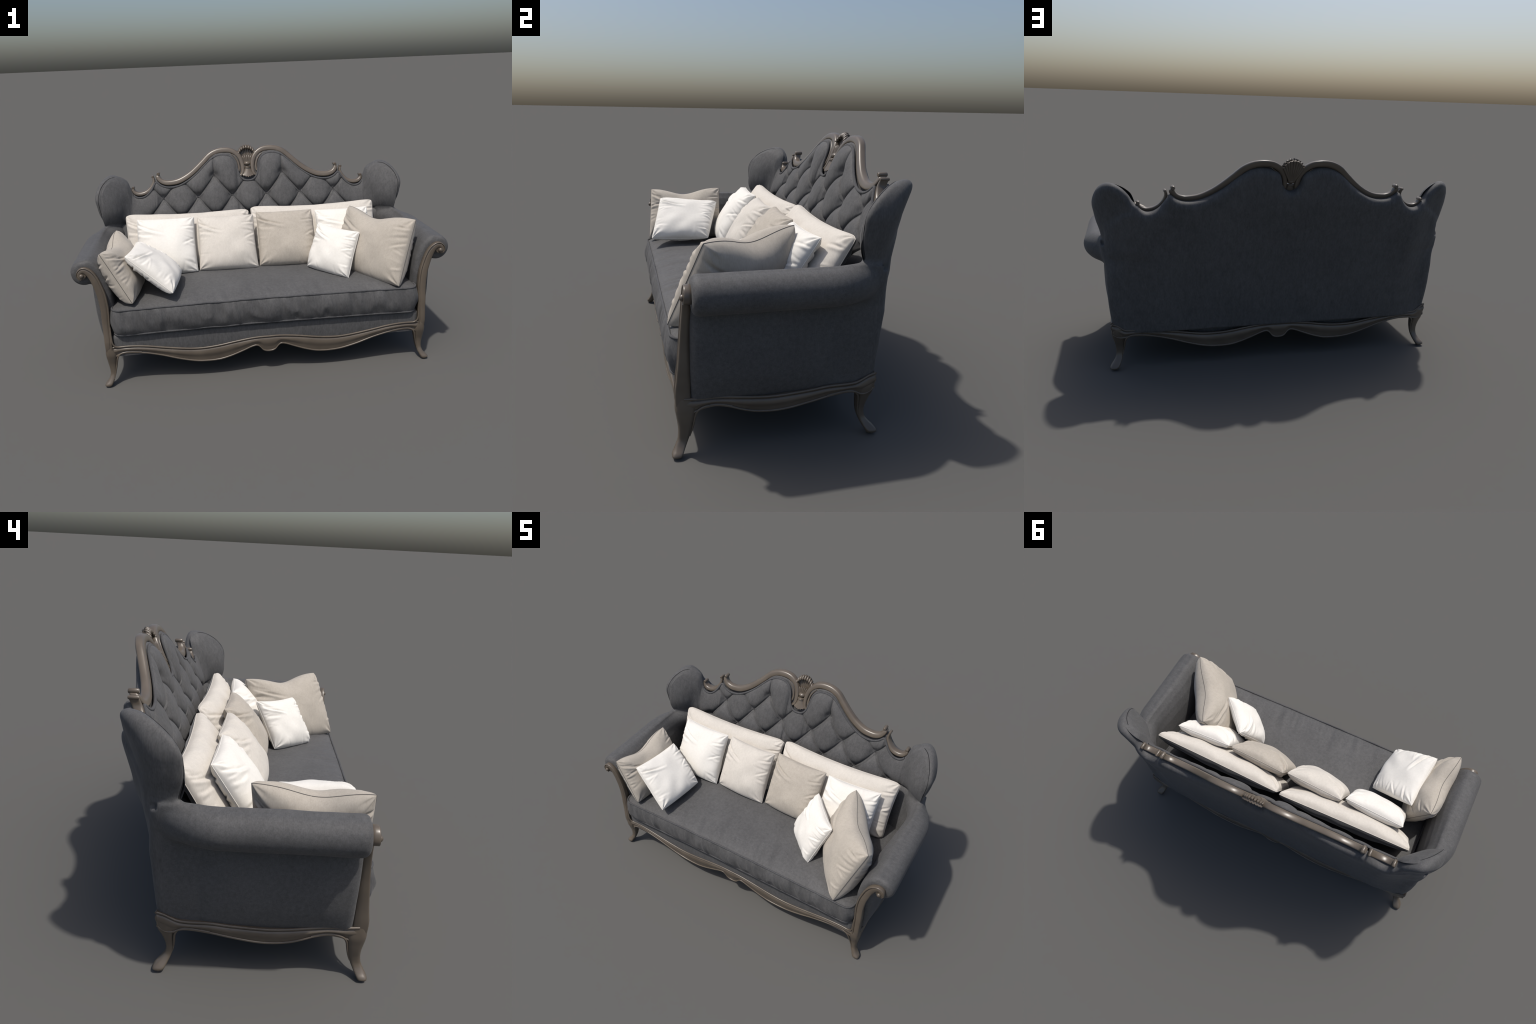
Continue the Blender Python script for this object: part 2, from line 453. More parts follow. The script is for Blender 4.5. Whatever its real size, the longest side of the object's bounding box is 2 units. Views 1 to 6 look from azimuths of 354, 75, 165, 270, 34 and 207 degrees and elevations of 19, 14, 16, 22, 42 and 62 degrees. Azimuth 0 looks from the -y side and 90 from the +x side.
# seam round the front of each wing, lying on the body
sx_ = spline(np.array([(.765, .915), (.778, .938), (.796, .9565), (.818, .9685), (.840, .9720), (.862, .9670), (.883, .9510), (.901, .926), (.912, .893), (.9165, .860), (.914, .825), (.908, .785), (.900, .745), (.893, .705)]), 90)
for sgn in (1, -1):
    ylo = np.full(len(sx_), .10); yhi = np.full(len(sx_), .40)
    ys = np.linspace(.12, .40, 141)
    hit = np.full(len(sx_), np.nan)
    for yv in ys[::-1]:
        d = body(np.stack([sx_[:, 0], np.full(len(sx_), yv), sx_[:, 1]], 1))
        hit = np.where(d <= 0, yv, hit)
    hit = np.where(np.isnan(hit), wing_front(sx_[:, 0], sx_[:, 1]) + .012, hit)
    k = np.ones(5) / 5
    hit = np.convolve(np.pad(hit, 2, mode='edge'), k, mode='valid')
    v, f = tube(np.stack([sgn * sx_[:, 0], hit + .0002, sx_[:, 1]], 1), .0022, 8)
    new_mesh("wing_piping", v, f, M_SEAM, sofa)
# covered buttons
bv, bf = ball((0, 0, 0), (.0050, .0030, .0050), 14, 8)
bmesh_ = None
for (bx, bz) in buttons:
    if bz < .45:
        continue
    pos = (bx, float(plane_btn(bz)) + .003, bz)
    if bmesh_ is None:
        ob = new_mesh("button", bv, bf, M_PIPE, sofa); bmesh_ = ob
    else:
        ob = bmesh_.copy(); bpy.context.scene.collection.objects.link(ob)
    ob.location = pos

# ----------------------------------------------------------------------------- carved crest
def strip_section(w, dep, m=20, power=3.2):
    th = np.linspace(0, 2 * np.pi, m, endpoint=False)
    c, s = np.cos(th), np.sin(th)
    return np.stack([np.sign(c) * np.abs(c) ** (2 / power) * w / 2, np.sign(s) * np.abs(s) ** (2 / power) * dep / 2], 1)

def crest_sweep(ctrl, dep, yoff=0, n=120, power=3.4, wide=1.0):
    p = spline(ctrl, n)
    C = np.stack([p[:, 0], p[:, 1]], 1); T = np.gradient(C, axis=0); T /= np.linalg.norm(T, axis=1)[:, None]
    Nn = np.stack([-T[:, 1], T[:, 0]], 1)
    rings = []
    for i in range(n):
        u = i / (n - 1)
        end = 1.0
        for g in (u, 1 - u):
            if g < .02:
                end = min(end, .35 + .65 * math.sqrt(max(0, 1 - (1 - g / .02) ** 2)))
        sec = strip_section(p[i, 2] * wide * end, dep * (.5 + .5 * end), 22, power)
        xz = C[i] + sec[:, :1] * Nn[i]
        y = lean(C[i, 1]) + yoff + sec[:, 1] + .42 * (xz[:, 1] - C[i, 1])
        rings.append(np.stack([xz[:, 0], y, xz[:, 1]], 1))
    return loft(rings)

for sgn in (1, -1):
    parts = [crest_sweep(CREST, .036, -.002, 190, wide=1.08),
             crest_sweep([(.064, .950, .010), (.056, .962, .014), (.054, .985, .014), (.061, 1.015, .012), (.078, 1.042, .008), (.10, 1.062, .004)], .030, -.004, 50),
             ball((.066, lean(.944) - .012, .944), (.008, .012, .007))]
    small = [crest_sweep(SIDE_SCROLL, .038, -.003, 90, wide=1.15)]
    # little rolled ends on the two tips
    for (cx, cz, r, dst) in ((.5645, .9665, .0105, parts), (.6005, .952, .0075, small), (.7245, .893, .0095, small)):
        dst.append(tube([(cx, lean(cz) - .024, cz), (cx, lean(cz) - .020, cz), (cx, lean(cz) + .012, cz), (cx, lean(cz) + .016, cz)], [r * .75, r, r, r * .75], 14))
    for nm, ps in (("crest_scroll", parts), ("side_scroll", small)):
        v, f = merge(ps)
        if sgn < 0:
            v, f = mirror((v, f))
        new_mesh(nm, v, f, M_WOOD, sofa, angle=50)
    # piping of fabric between wood and tufting
    px = np.concatenate([np.linspace(0, .10, 60, endpoint=False), np.linspace(.10, .725, 160)])
    pz = TOP(px) - .0125
    pz = np.minimum(pz, 2)
    py = plane_btn(pz) - .010 + .020 * (pz - .9)
    pp = np.stack([sgn * px, lean(pz) - .024, pz], 1)
    v, f = tube(pp, .0065, 10)
    new_mesh("piping", v, f, M_PIPE, sofa)

# shell between the scrolls: fan plate, ribs, bead tips, collar and leaf skirt
def shell():
    P = []
    L = lambda x, z, dy=0: (x, lean(z) + .006 + dy, z)
    for i in range(9):
        a = math.radians(-62 + 124 * i / 8)
        base = np.array([math.sin(a) * .010, .992]); R = .096 + .022 * math.cos(a * 1.25)
        R = R if abs(a) < .95 else R * .96
        tip = np.array([math.sin(a) * .058 * (1 - .05 * abs(math.sin(a))), 1.061 + .041 * math.cos(a * 1.25)])
        path = [L(*(base + (tip - base) * t), .006 + .004 * math.sin(math.pi * t)) for t in np.linspace(0, 1, 16)]
        P.append(tube(path, np.linspace(.0045, .0085, 16), 10))
        # rolled bead tip leaning forward
        bp = [L(tip[0] * (1 + .03 * k), tip[1] + .004 - .004 * k * k, -.002 - .010 * k) for k in np.linspace(-.4, 2.0, 9)]
        P.append(tube(bp, .0072 * np.sqrt(np.maximum(.12, 1 - np.linspace(-1, 1, 9) ** 4)), 12))
        P.append(ball(L(tip[0] * 1.05, tip[1] - .008, -.016), .0085, 12, 8))
    for i in range(7):
        a = math.radians(-48 + 96 * i / 6)
        base = np.array([math.sin(a) * .016, .990]); tip = np.array([math.sin(a) * .050, .992 + .056 * math.cos(a * .75)])
        path = [L(*(base + (tip - base) * t), -.010 - .006 * t) for t in np.linspace(0, 1, 14)]
        P.append(tube(path, np.interp(np.linspace(0, 1, 14), [0, .8, 1], [.0045, .0066, .003]), 10))
    P.append(ball(L(0, .998, -.008), (.0235, .022, .014), 18, 10))
    for zz, rr in ((.982, .021), (.976, .020)):
        th = np.linspace(0, 2 * np.pi, 40, endpoint=False)
        P.append(tube(np.stack([rr * np.cos(th), lean(zz) - .004 + .020 * np.sin(th), np.full(40, zz)], 1), .0032, 8, close=True))
    rings = []
    for t in np.linspace(0, 1, 22):
        th = np.linspace(0, 2 * np.pi, 64, endpoint=False)
        zc = .984 - .062 * t
        w = .018 + .027 * t ** 1.6; dp = .016 + .006 * t
        scal = (1 + .06 * t ** 3 * np.cos(9 * th + math.pi / 2))
        drop = -.010 * t ** 2 * np.cos(th) ** 2 * -1
        zz = zc + .014 * t ** 2 * (np.abs(np.cos(th)) ** 1.6) + .0035 * t ** 3 * np.cos(18 * th)
        rings.append(np.stack([w * scal * np.cos(th), lean(zz) - .004 + dp * np.sin(th), zz], 1))
    P.append(loft(rings))
    return merge(P)
v, f = shell()
new_mesh("shell_ornament", v, f, M_WOOD, sofa, angle=60)

# ----------------------------------------------------------------------------- base rails
F_TOP = curve_fn([(0, .216), (.05, .216), (.106, .212), (.186, .201), (.267, .188), (.35, .181), (.43, .184), (.54, .200), (.648, .219), (.731, .227), (.82, .227), (.86, .227)])
F_BOT = curve_fn([(0, .122), (.018, .124), (.034, .132), (.048, .149), (.060, .159), (.075, .161), (.10, .154), (.131, .141), (.172, .125), (.212, .111), (.266, .098), (.33, .095),
                  (.40, .101), (.485, .122), (.573, .151), (.661, .173), (.733, .182), (.775, .1815), (.797, .177), (.812, .168), (.83, .165), (.86, .168)])
R_TOP = curve_fn([(0, .209), (.05, .209), (.106, .206), (.186, .196), (.267, .183), (.35, .177), (.43, .180), (.54, .197), (.648, .213), (.747, .219), (.805, .221), (.825, .232), (.845, .246), (.875, .258)])
S_TOP = curve_fn([(-.44, .228), (-.378, .226), (-.315, .228), (-.246, .222), (-.176, .215), (-.1, .212), (.03, .220), (.10, .227), (.18, .227), (.215, .230), (.240, .240), (.265, .252), (.292, .260)])
S_BOT = curve_fn([(-.44, .168), (-.41, .166), (-.392, .169), (-.372, .178), (-.35, .184), (-.315, .188), (-.269, .179), (-.223, .163), (-.175, .151), (-.11, .146), (-.05, .150),
                  (.03, .164), (.10, .178), (.16, .186), (.195, .187), (.215, .182), (.235, .172), (.26, .172), (.28, .185), (.292, .20)])

def rail_rows(T, B):
    """cross-section of a rail: (outward offset, z) from inner top, over the top bead, down the face, under"""
    H = T - B
    bead = .0048
    pts = [(-.026, T - .004), (-.012, T - .001)]
    for a in np.linspace(150, -60, 9):             # top bead
        r = math.radians(a); pts.append((-.002 + bead * math.cos(r), T - bead + bead * math.sin(r)))
    pts += [(-.003, T - 2.3 * bead), (-.004, T - 2.7 * bead)]
    for t in np.linspace(0, 1, 9):                 # face: convex above, hollow below
        z = (T - 3.0 * bead) + ((B + 1.9 * bead) - (T - 3.0 * bead)) * t
        pts.append((-.001 + .004 * math.sin(math.pi * min(1, t * 1.5)) - .008 * max(0, t - .35) ** 1.2, z))
    for a in np.linspace(70, -120, 9):             # bottom bead
        r = math.radians(a); pts.append((-.006 + bead * math.cos(r), B + bead + bead * math.sin(r)))
    pts += [(-.018, B + .001), (-.026, B + .006)]
    return pts

def rail(us, T, B, place):
    cols = [[place(u, o, z) for (o, z) in rail_rows(float(T(abs(u)) if place.sym else T(u)), float(B(abs(u)) if place.sym else B(u)) - .003)] for u in us]
    m = len(cols[0])
    V = np.array(cols).reshape(-1, 3)
    F = grid_faces(len(us), m, close_v=True)
    F.append(tuple(range(m - 1, -1, -1))); F.append(tuple((len(us) - 1) * m + k for k in range(m)))
    return V, F
def front_place(u, o, z): return (u, -.4555 - o, z)
def rear_place(u, o, z): return (u, .2945 + .011 * math.cos(min(1, abs(u) / .86) * math.pi / 2) ** .8 + o, z)
def side_x(u): return .863 + .012 * (u + .44) / .73 + .010 * math.sin(math.pi * (u + .44) / .73)
def right_place(u, o, z): return (side_x(u) + o, u, z)
def left_place(u, o, z): return (-(side_x(u) + o), u, z)
front_place.sym = rear_place.sym = True; right_place.sym = left_place.sym = False
us = np.unique(np.concatenate([np.linspace(-.845, .845, 240), np.linspace(-.09, .09, 60)]))
def fixed(part, flip):
    v, f = part
    return (v, [tuple(reversed(q)) for q in f]) if flip else (v, f)
v, f = fixed(rail(us, F_TOP, F_BOT, front_place), True)
new_mesh("front_rail", v, f, M_WOOD, sofa, angle=60)
us2 = np.unique(np.concatenate([np.linspace(-.872, .872, 240), np.linspace(-.09, .09, 60)]))
R_BOT = lambda u: np.where(u < .79, F_BOT(u), np.interp(u, [.79, .81, .83, .85, .875], [.178, .174, .172, .178, .196]))
v, f = fixed(rail(us2, R_TOP, R_BOT, rear_place), False)
new_mesh("back_rail", v, f, M_WOOD, sofa, angle=60)
uy = np.linspace(-.43, .290, 140)
new_mesh("side_rail", *fixed(rail(uy, S_TOP, S_BOT, right_place), True), M_WOOD, sofa, angle=60)
new_mesh("side_rail", *fixed(rail(uy, S_TOP, S_BOT, left_place), False), M_WOOD, sofa, angle=60)

# ----------------------------------------------------------------------------- legs
# z, x inner, x outer, y toward the room, y under the sofa
FRONT_LEG = [(0.250, 0.8340, 0.8570, -0.4540, -0.4140), (0.220, 0.8180, 0.8640, -0.4600, -0.3980), (0.180, 0.8080, 0.8690, -0.4620, -0.3860), (0.150, 0.8110, 0.8660, -0.4570, -0.3900), (0.120, 0.8160, 0.8620, -0.4510, -0.3970), (0.090, 0.8210, 0.8570, -0.4500, -0.4030),
             (0.065, 0.8260, 0.8560, -0.4530, -0.4120), (0.045, 0.8320, 0.8620, -0.4610, -0.4210), (0.030, 0.8380, 0.8730, -0.4690, -0.4290), (0.018, 0.8440, 0.8850, -0.4765, -0.4360), (0.008, 0.8490, 0.8870, -0.4770, -0.4410), (0.000, 0.8560, 0.8720, -0.4650, -0.4490)]
REAR_LEG = [(0.246, 0.8300, 0.8680, 0.2400, 0.2880), (0.220, 0.8140, 0.8760, 0.2280, 0.2980), (0.180, 0.8100, 0.8740, 0.2280, 0.2930), (0.150, 0.8110, 0.8660, 0.2300, 0.2800), (0.120, 0.8130, 0.8600, 0.2310, 0.2690), (0.090, 0.8180, 0.8570, 0.2330, 0.2640),
            (0.065, 0.8230, 0.8590, 0.2400, 0.2690), (0.045, 0.8290, 0.8690, 0.2480, 0.2840), (0.030, 0.8350, 0.8810, 0.2560, 0.3000), (0.018, 0.8410, 0.8890, 0.2630, 0.3090), (0.008, 0.8470, 0.8860, 0.2690, 0.3090), (0.000, 0.8540, 0.8690, 0.2730, 0.2920)]
def leg(tab, out_y):
    t = spline(np.array(tab), 60)
    rings = []
    for z, xi, xo, ya, yb_ in t:
        sec = strip_section(abs(xo - xi), abs(yb_ - ya), 28, 3.0)
        c = np.array([(xi + xo) / 2, (ya + yb_) / 2])
        k = 0
        rings.append(np.stack([c[0] + sec[:, 0], c[1] + sec[:, 1], np.full(len(sec), max(z, 0))], 1))
    v, f = loft(rings)
    # bead that runs round the toe
    return v, [tuple(reversed(q)) for q in f]
def toe_bead(c, d):
    th = np.linspace(math.radians(-100), math.radians(100), 26)
    dv = np.array(d) / np.linalg.norm(d); nv = np.array([-dv[1], dv[0]])
    p = [np.r_[np.array(c[:2]) + dv * (.021 * math.cos(a)) + nv * (.0165 * math.sin(a)), .0065 + .030 * max(0, abs(a) / 1.75 - .45) ** 1.2] for a in th]
    return tube(np.array(p), .0035, 8)

# arm post: planar sweep rising from the leg, curling into a volute
POST = [(.842, .150, .018, -.447), (.844, .185, .030, -.456), (.845, .215, .036, -.4605), (.845, .25, .038, -.461), (.845, .30, .038, -.455), (.845, .36, .041, -.449), (.8435, .43, .0435, -.443), (.850, .50, .0445, -.438), (.862, .55, .0435, -.435),
        (.878, .598, .041, -.433), (.898, .632, .037, -.432), (.924, .650, .030, -.432), (.945, .643, .025, -.433), (.9535, .623, .019, -.434), (.945, .609, .014, -.435), (.934, .608, .010, -.436)]
def post():
    p = spline(np.array(POST), 130)
    C = p[:, :2]; T = np.gradient(C, axis=0); T /= np.linalg.norm(T, axis=1)[:, None]
    Nn = np.stack([-T[:, 1], T[:, 0]], 1)          # towards the inside of the sofa
    rings = []
    for i in range(len(p)):
        w = p[i, 2]; yf = p[i, 3]
        yb_ = np.interp(i / len(p), [0, .15, .6, 1], [-.400, -.405, -.404, -.404])
        k = min(1, w / .03)
        # across (fraction of width, from outside to inside), depth behind the front face
        prof = [(-.5, .5), (-.5, .22), (-.47, .08), (-.40, .015), (-.2, 0), (.05, .01), (.20, .05 * k), (.245, .13 * k), (.28, .14 * k), (.31, .03), (.36, -.03), (.44, -.02), (.49, .06), (.5, .2), (.5, .5),
                (.46, .9), (.30, 1.0), (-.30, 1.0), (-.46, .9)]
        xz = np.array([C[i] + a * w * Nn[i] for a, _ in prof])
        y = np.array([yf + dd * (.030 if dd < .5 else (yb_ - yf)) for _, dd in prof])
        rings.append(np.stack([xz[:, 0], y, xz[:, 1]], 1))
    v, f = loft(rings)
    parts = [(v, [tuple(reversed(q)) for q in f]), ball((.9355, -.436, .6235), (.0115, .011, .0115), 16, 10),
             tube([(.9355, -.404, .6235), (.9355, -.4275, .6235), (.9355, -.4285, .6235)], [.021, .021, .019], 20)]
    return merge(parts)
pv, pf = post()
def corner_beads():
    """beads that turn from the rails down the legs and up the post"""
    P = []
    rad = lambda n: np.interp(np.linspace(0, 1, n), [0, .25, .8, 1], [.0042, .0050, .0040, .002])
    fb = [(x, -.4500, float(F_BOT(x)) + .0048) for x in (.68, .72, .755)]
    P.append(tube(spline(fb + [(.783, -.4525, .184), (.799, -.4545, .174), (.8075, -.4545, .157), (.812, -.4515, .138), (.818, -.4475, .110), (.8245, -.4465, .085), (.830, -.450, .060), (.836, -.457, .040)], 70), rad(70), 10))
    ft = [(x, -.4538, float(F_TOP(x)) - .0046) for x in (.68, .72, .76)]
    P.append(tube(spline(ft + [(.795, -.4555, .223), (.814, -.4575, .231), (.8235, -.4580, .250), (.8262, -.4550, .29), (.8258, -.4500, .34)], 60), rad(60), 10))
    sb = [(side_x(u) - .0055, u, float(S_BOT(u)) + .0048) for u in (-.26, -.30, -.335)]
    P.append(tube(spline(sb + [(.8640, -.364, .186), (.8625, -.382, .174), (.8600, -.391, .155), (.8560, -.3965, .125), (.8515, -.403, .095), (.8505, -.411, .07)], 60), rad(60), 10))
    sr = [(side_x(u) - .0055, u, float(S_BOT(u)) + .0048) for u in (.10, .14, .17)]
    P.append(tube(spline(sr + [(.8695, .198, .191), (.8690, .218, .180), (.8670, .228, .160), (.8600, .2315, .130), (.854, .234, .10), (.853, .239, .075)], 60), rad(60), 10))
    rb = [rear_place(x, -.0055, float(F_BOT(x)) + .0048) for x in (.68, .72, .755)]
    P.append(tube(spline(rb + [(.783, .2925, .184), (.799, .2910, .173), (.8085, .2860, .155), (.8125, .2690, .125), (.818, .2600, .095), (.823, .2635, .07)], 60), rad(60), 10))
    return merge(P)
cbv, cbf = corner_beads()
for sgn in (1, -1):
    v, f = (cbv, cbf) if sgn > 0 else mirror((cbv, cbf))
    new_mesh("carved_bead", v, f, M_WOOD, sofa)
for sgn in (1, -1):
    v, f = merge([leg(FRONT_LEG, -1), toe_bead((.862, -.4535), (.55, -.835))])
    if sgn < 0: v, f = mirror((v, f))
    new_mesh("front_leg", v, f, M_WOOD, sofa, angle=60)
    v, f = (pv, pf) if sgn > 0 else mirror((pv, pf))
    new_mesh("arm_post", v, f, M_WOOD, sofa, angle=60)
    v, f = merge([leg(REAR_LEG, 1), toe_bead((.8635, .2825), (.62, .785))])
    if sgn < 0: v, f = mirror((v, f))
    new_mesh("back_leg", v, f, M_WOOD, sofa, angle=60)

# ----------------------------------------------------------------------------- seat
def round_rect(x0, x1, y0, y1, r, n=420):
    pts = []
    for cx, cy, a0 in ((x1 - r, y0 + r, -90), (x1 - r, y1 - r, 0), (x0 + r, y1 - r, 90), (x0 + r, y0 + r, 180)):
        for a in np.radians(np.linspace(a0, a0 + 90, 14)):
            pts.append((cx + r * math.cos(a), cy + r * math.sin(a)))
    pts = np.array(pts + [pts[0]])
    L = np.r_[0, np.cumsum(np.linalg.norm(np.diff(pts, axis=0), axis=1))]
    s = np.linspace(0, L[-1], n, endpoint=False)
    return np.stack([np.interp(s, L, pts[:, 0]), np.interp(s, L, pts[:, 1])], 1)

def cushion():
    lp = round_rect(-.806, .806, -.460, .285, .045, 720)
    nrm = np.roll(lp, -1, 0) - np.roll(lp, 1, 0); nrm = np.stack([nrm[:, 1], -nrm[:, 0]], 1); nrm /= np.linalg.norm(nrm, axis=1)[:, None]
    c = np.array([0, .13]); rings = []
    bow = lambda x: .009 * (1 - (x / .8) ** 2)      # seam rises a little in the middle
    front = np.clip((-.30 - lp[:, 1]) / .12, 0, 1)
    zb, zt = .293, .428
    # underside
    for t in (0, .5, .85, .97):
        q = c + (lp - c) * t
        rings.append(np.stack([q[:, 0], q[:, 1], np.full(len(q), zb - .004 + .004 * t) + bow(q[:, 0])], 1))
    for t in np.linspace(0, 1, 26):                 # boxing, swollen and creased
        bul = .022 * math.sin(math.pi * (.06 + .88 * t)) ** .7
        P3 = np.stack([lp[:, 0] * 13, lp[:, 1] * 13, np.full(len(lp), t * 1.6)], 1)
        skew = P3 + np.stack([.5 * t + 0 * lp[:, 0], 0 * lp[:, 0], 0 * lp[:, 0]], 1)
        wr = (.0045 * vnoise(skew) + .0120 * (.3 - np.abs(vnoise(skew * [2.4, 2.4, .8] + 7))) + .0035 * vnoise(skew * [4.5, 4.5, .7] + 19)) * math.sin(math.pi * t) ** .6
        corner = np.exp(-((np.abs(lp[:, 0]) - .792) / .012) ** 2) * (lp[:, 1] < -.40)
        fold = -.008 * corner * math.sin(math.pi * min(1, t * 1.05)) * (.5 + .5 * np.sin(t * 5 + lp[:, 0] * 300))
        q = lp + nrm * (bul * (.8 + .2 * front) + wr + fold)[:, None]
        rings.append(np.stack([q[:, 0], q[:, 1], zb + (zt - zb) * t + bow(q[:, 0])], 1))
    for t in np.concatenate([[.992, .98], np.linspace(.965, .02, 46)]):   # crowned top
        q = c + (lp - c) * t
        crown = (.029 + .005 * np.clip((q[:, 1] + .35) / .35, 0, 1)) * (1 - t ** 9.0) ** .9
        P3 = np.stack([q[:, 0] * 26 + 4 * q[:, 1], q[:, 1] * 3.5, np.zeros(len(q))], 1)
        near = np.clip((-.24 - q[:, 1]) / .15, 0, 1) * np.clip((1 - t) / .03, 0, 1)
        z = zt + bow(q[:, 0]) + crown + near * (.0045 * vnoise(P3) + .0025 * vnoise(P3 * [2, 1.4, 1])) + .0015 * vnoise(np.stack([q[:, 0] * 6, q[:, 1] * 6, 0 * q[:, 0]], 1))
        rings.append(np.stack([q[:, 0], q[:, 1], z], 1))
    v, f = loft(rings)
    pip = []
    for z0, o in ((zt + .0020, .0055), (zb - .001, .0055)):
        q = lp + nrm * (o + .0008 * vnoise(np.c_[lp * 30, np.zeros(len(lp))]))[:, None]
        pip.append(np.stack([q[:, 0], q[:, 1], z0 + bow(q[:, 0]) + .0015 * vnoise(np.c_[lp * 9, np.zeros(len(lp)) + 3])], 1))
    return (v, f), pip
(cv, cf), pips = cushion()
new_mesh("seat_cushion", cv, cf, M_GREY, sofa)
for pp in pips:
    v, f = tube(pp, .0052, 10, close=True)
    new_mesh("cushion_piping", v, f, M_PIPE, sofa)
# upholstered deck under the cushion
lp = round_rect(-.826, .826, -.450, .27, .02, 240)
rings = [np.c_[lp * [.97, .95], np.full(len(lp), .165)], np.c_[lp, np.full(len(lp), .168)]]
for t in np.linspace(0, 1, 12):
    k = 1 + .006 * math.sin(math.pi * t)
    rings.append(np.c_[lp * [1 + (k - 1) * .2, k], np.full(len(lp), .17 + .105 * t)])
rings += [np.c_[lp * [.995, .985], np.full(len(lp), .285)], np.c_[lp * [.95, .93], np.full(len(lp), .290)]]
new_mesh("seat_deck", *loft(rings), M_GREY, sofa, angle=55)

# ----------------------------------------------------------------------------- pillows
def pillow(name, label, corners, mat, front, back, seed, sag=(0, 0, 0, 0), chop=0.0, n=84, back_mat=None, flat=.5, wr=1.0, edge_mat=None, corner=.0015):
    """corners: top-left, top-right, bottom-right, bottom-left as seen from its front; front/back = swell on each side.
    sag = how far each edge (top, right, bottom, left) draws in; chop = dent pressed into the top"""
    TL, TR, BR, BL = [np.array(c, float) for c in corners]
    u = np.linspace(-1, 1, n); U, Vv = np.meshgrid(u, u, indexing='ij')
    # denser near the seam
    U = np.sign(U) * (1 - (1 - np.abs(U)) ** 1.35); Vv = np.sign(Vv) * (1 - (1 - np.abs(Vv)) ** 1.35)
    ex = ((TR - TL) + (BR - BL)) / 2; ey = ((TL - BL) + (TR - BR)) / 2
    wx, wy = np.linalg.norm(ex), np.linalg.norm(ey)
    nrm = np.cross(ex, ey); nrm /= np.linalg.norm(nrm)
    def edge(w): return 1 - w ** 2
    # draw the edges in between the corners
    Uc = U * (1 - np.where(U > 0, sag[1], sag[3]) / (wx / 2) * edge(Vv))
    Vc = Vv * (1 - np.where(Vv > 0, sag[0], sag[2]) / (wy / 2) * edge(U) ** 1.0)
    if chop:
        Vc = Vc - (chop / (wy / 2)) * np.exp(-((U + .08) / .52) ** 2) * np.clip((Vv + .2) / 1.2, 0, 1) ** 1.5
    cut = (np.abs(U) * np.abs(Vv)) ** (8 if corner < .01 else 14)                # blunt the corners
    Uc = Uc * (1 - corner / (wx / 2) * cut); Vc = Vc * (1 - corner / (wy / 2) * cut)
    a, b = (Uc[..., None] + 1) / 2, (Vc[..., None] + 1) / 2
    base = BL * (1 - a) * (1 - b) + BR * a * (1 - b) + TR * a * b + TL * (1 - a) * b
    rr = np.random.default_rng(seed)
    prof = ((1 - np.abs(U) ** 2.3) * (1 - np.abs(Vv) ** 2.3))
    prof = np.maximum(prof, 0) ** flat
    def folds(side):
        d = np.zeros_like(U)
        aspect = wx / wy
        Ux = U * aspect
        # one long draped crease from an upper corner towards the middle, a faint twin, short folds opposite
        sx = -1 if side > 0 else 1
        for v0, drop, ln, amp, wd in ((.74, .52, 1.02, .0062, .045), (.80, .34, .55, .0030, .035), (.40, .22, .55, .0026, .045)):
            v0 += rr.uniform(-.05, .05); ln *= rr.uniform(.85, 1.1)
            t = np.clip((Ux * -sx + aspect) / ln, 0, 1)
            line = v0 - drop * t ** .8 + .10 * t * t
            sh = np.exp(-((Vv - line) / wd) ** 2) - .75 * np.exp(-((Vv - line + 1.9 * wd) / (1.3 * wd)) ** 2)
            d -= amp * sh * np.clip(t / .12, 0, 1) * np.clip((1 - t) / .4, 0, 1)
        for v0, sl, ln, amp in ((.62, .05, .5, .0045), (.22, .25, .45, .0040), (-.12, -.1, .35, .0032)):
            t = np.clip((aspect - Ux * -sx) / ln, 0, 1)
            line = v0 + rr.uniform(-.06, .06) - sl * t
            sh = np.exp(-((Vv - line) / .035) ** 2) - .7 * np.exp(-((Vv - line + .07) / .045) ** 2)
            d -= amp * sh * np.clip(t / .12, 0, 1) * np.clip((1 - t) / .5, 0, 1)
        # puckers along the two sides and below
        for sx in (-1, 1):
            for k in range(7):
                v0 = rr.uniform(-.8, .72); ln = rr.uniform(.25, .62); sl = rr.uniform(-.35, .35); wd = rr.uniform(.028, .055)
                t = (aspect - Ux * sx) / ln
                line = v0 + sl * t * ln
                d += rr.uniform(-.0042, .0036) * (np.exp(-((Vv - line) / wd) ** 2) - .6 * np.exp(-((Vv - line - 1.7 * wd) / wd) ** 2)) * np.clip(t / .12, 0, 1) * np.clip(1 - t, 0, 1)
        for k in range(6):
            u0 = rr.uniform(-.85, .85) * aspect; ln = rr.uniform(.2, .4); wd = rr.uniform(.03, .06); sl = rr.uniform(-.5, .5)
            s_ = 1 if k < 2 else -1
            t = (1 - Vv * s_) / ln
            d += rr.uniform(-.0034, .003) * np.exp(-((Ux - u0 - sl * t * ln) / wd) ** 2) * np.clip(t / .15, 0, 1) * np.clip(1 - t, 0, 1)
        # gathers fanning out of the corners
        for cx in (-1, 1):
            for cy in (-1, 1):
                dx = aspect - Ux * cx; dy = 1 - Vv * cy
                r = np.hypot(dx, dy); an = np.arctan2(dy, dx)
                d += .0032 * np.sin(an * 9 + rr.uniform(0, 6)) * np.exp(-(r / .38) ** 2) * np.clip(r / .12, 0, 1)
        q = np.stack([U.ravel() * 2.2 * aspect + seed, Vv.ravel() * 2.2, np.full(U.size, side * 5.0)], 1)
        d += .004 * vnoise(q).reshape(U.shape)
        return d * 1.45 * wr * np.clip(prof * 3, 0, 1)
    pinch = 1.0
    # a pillow stands on its lower half: more filling sinks down
    fill = 1 + .10 * (-Vv)
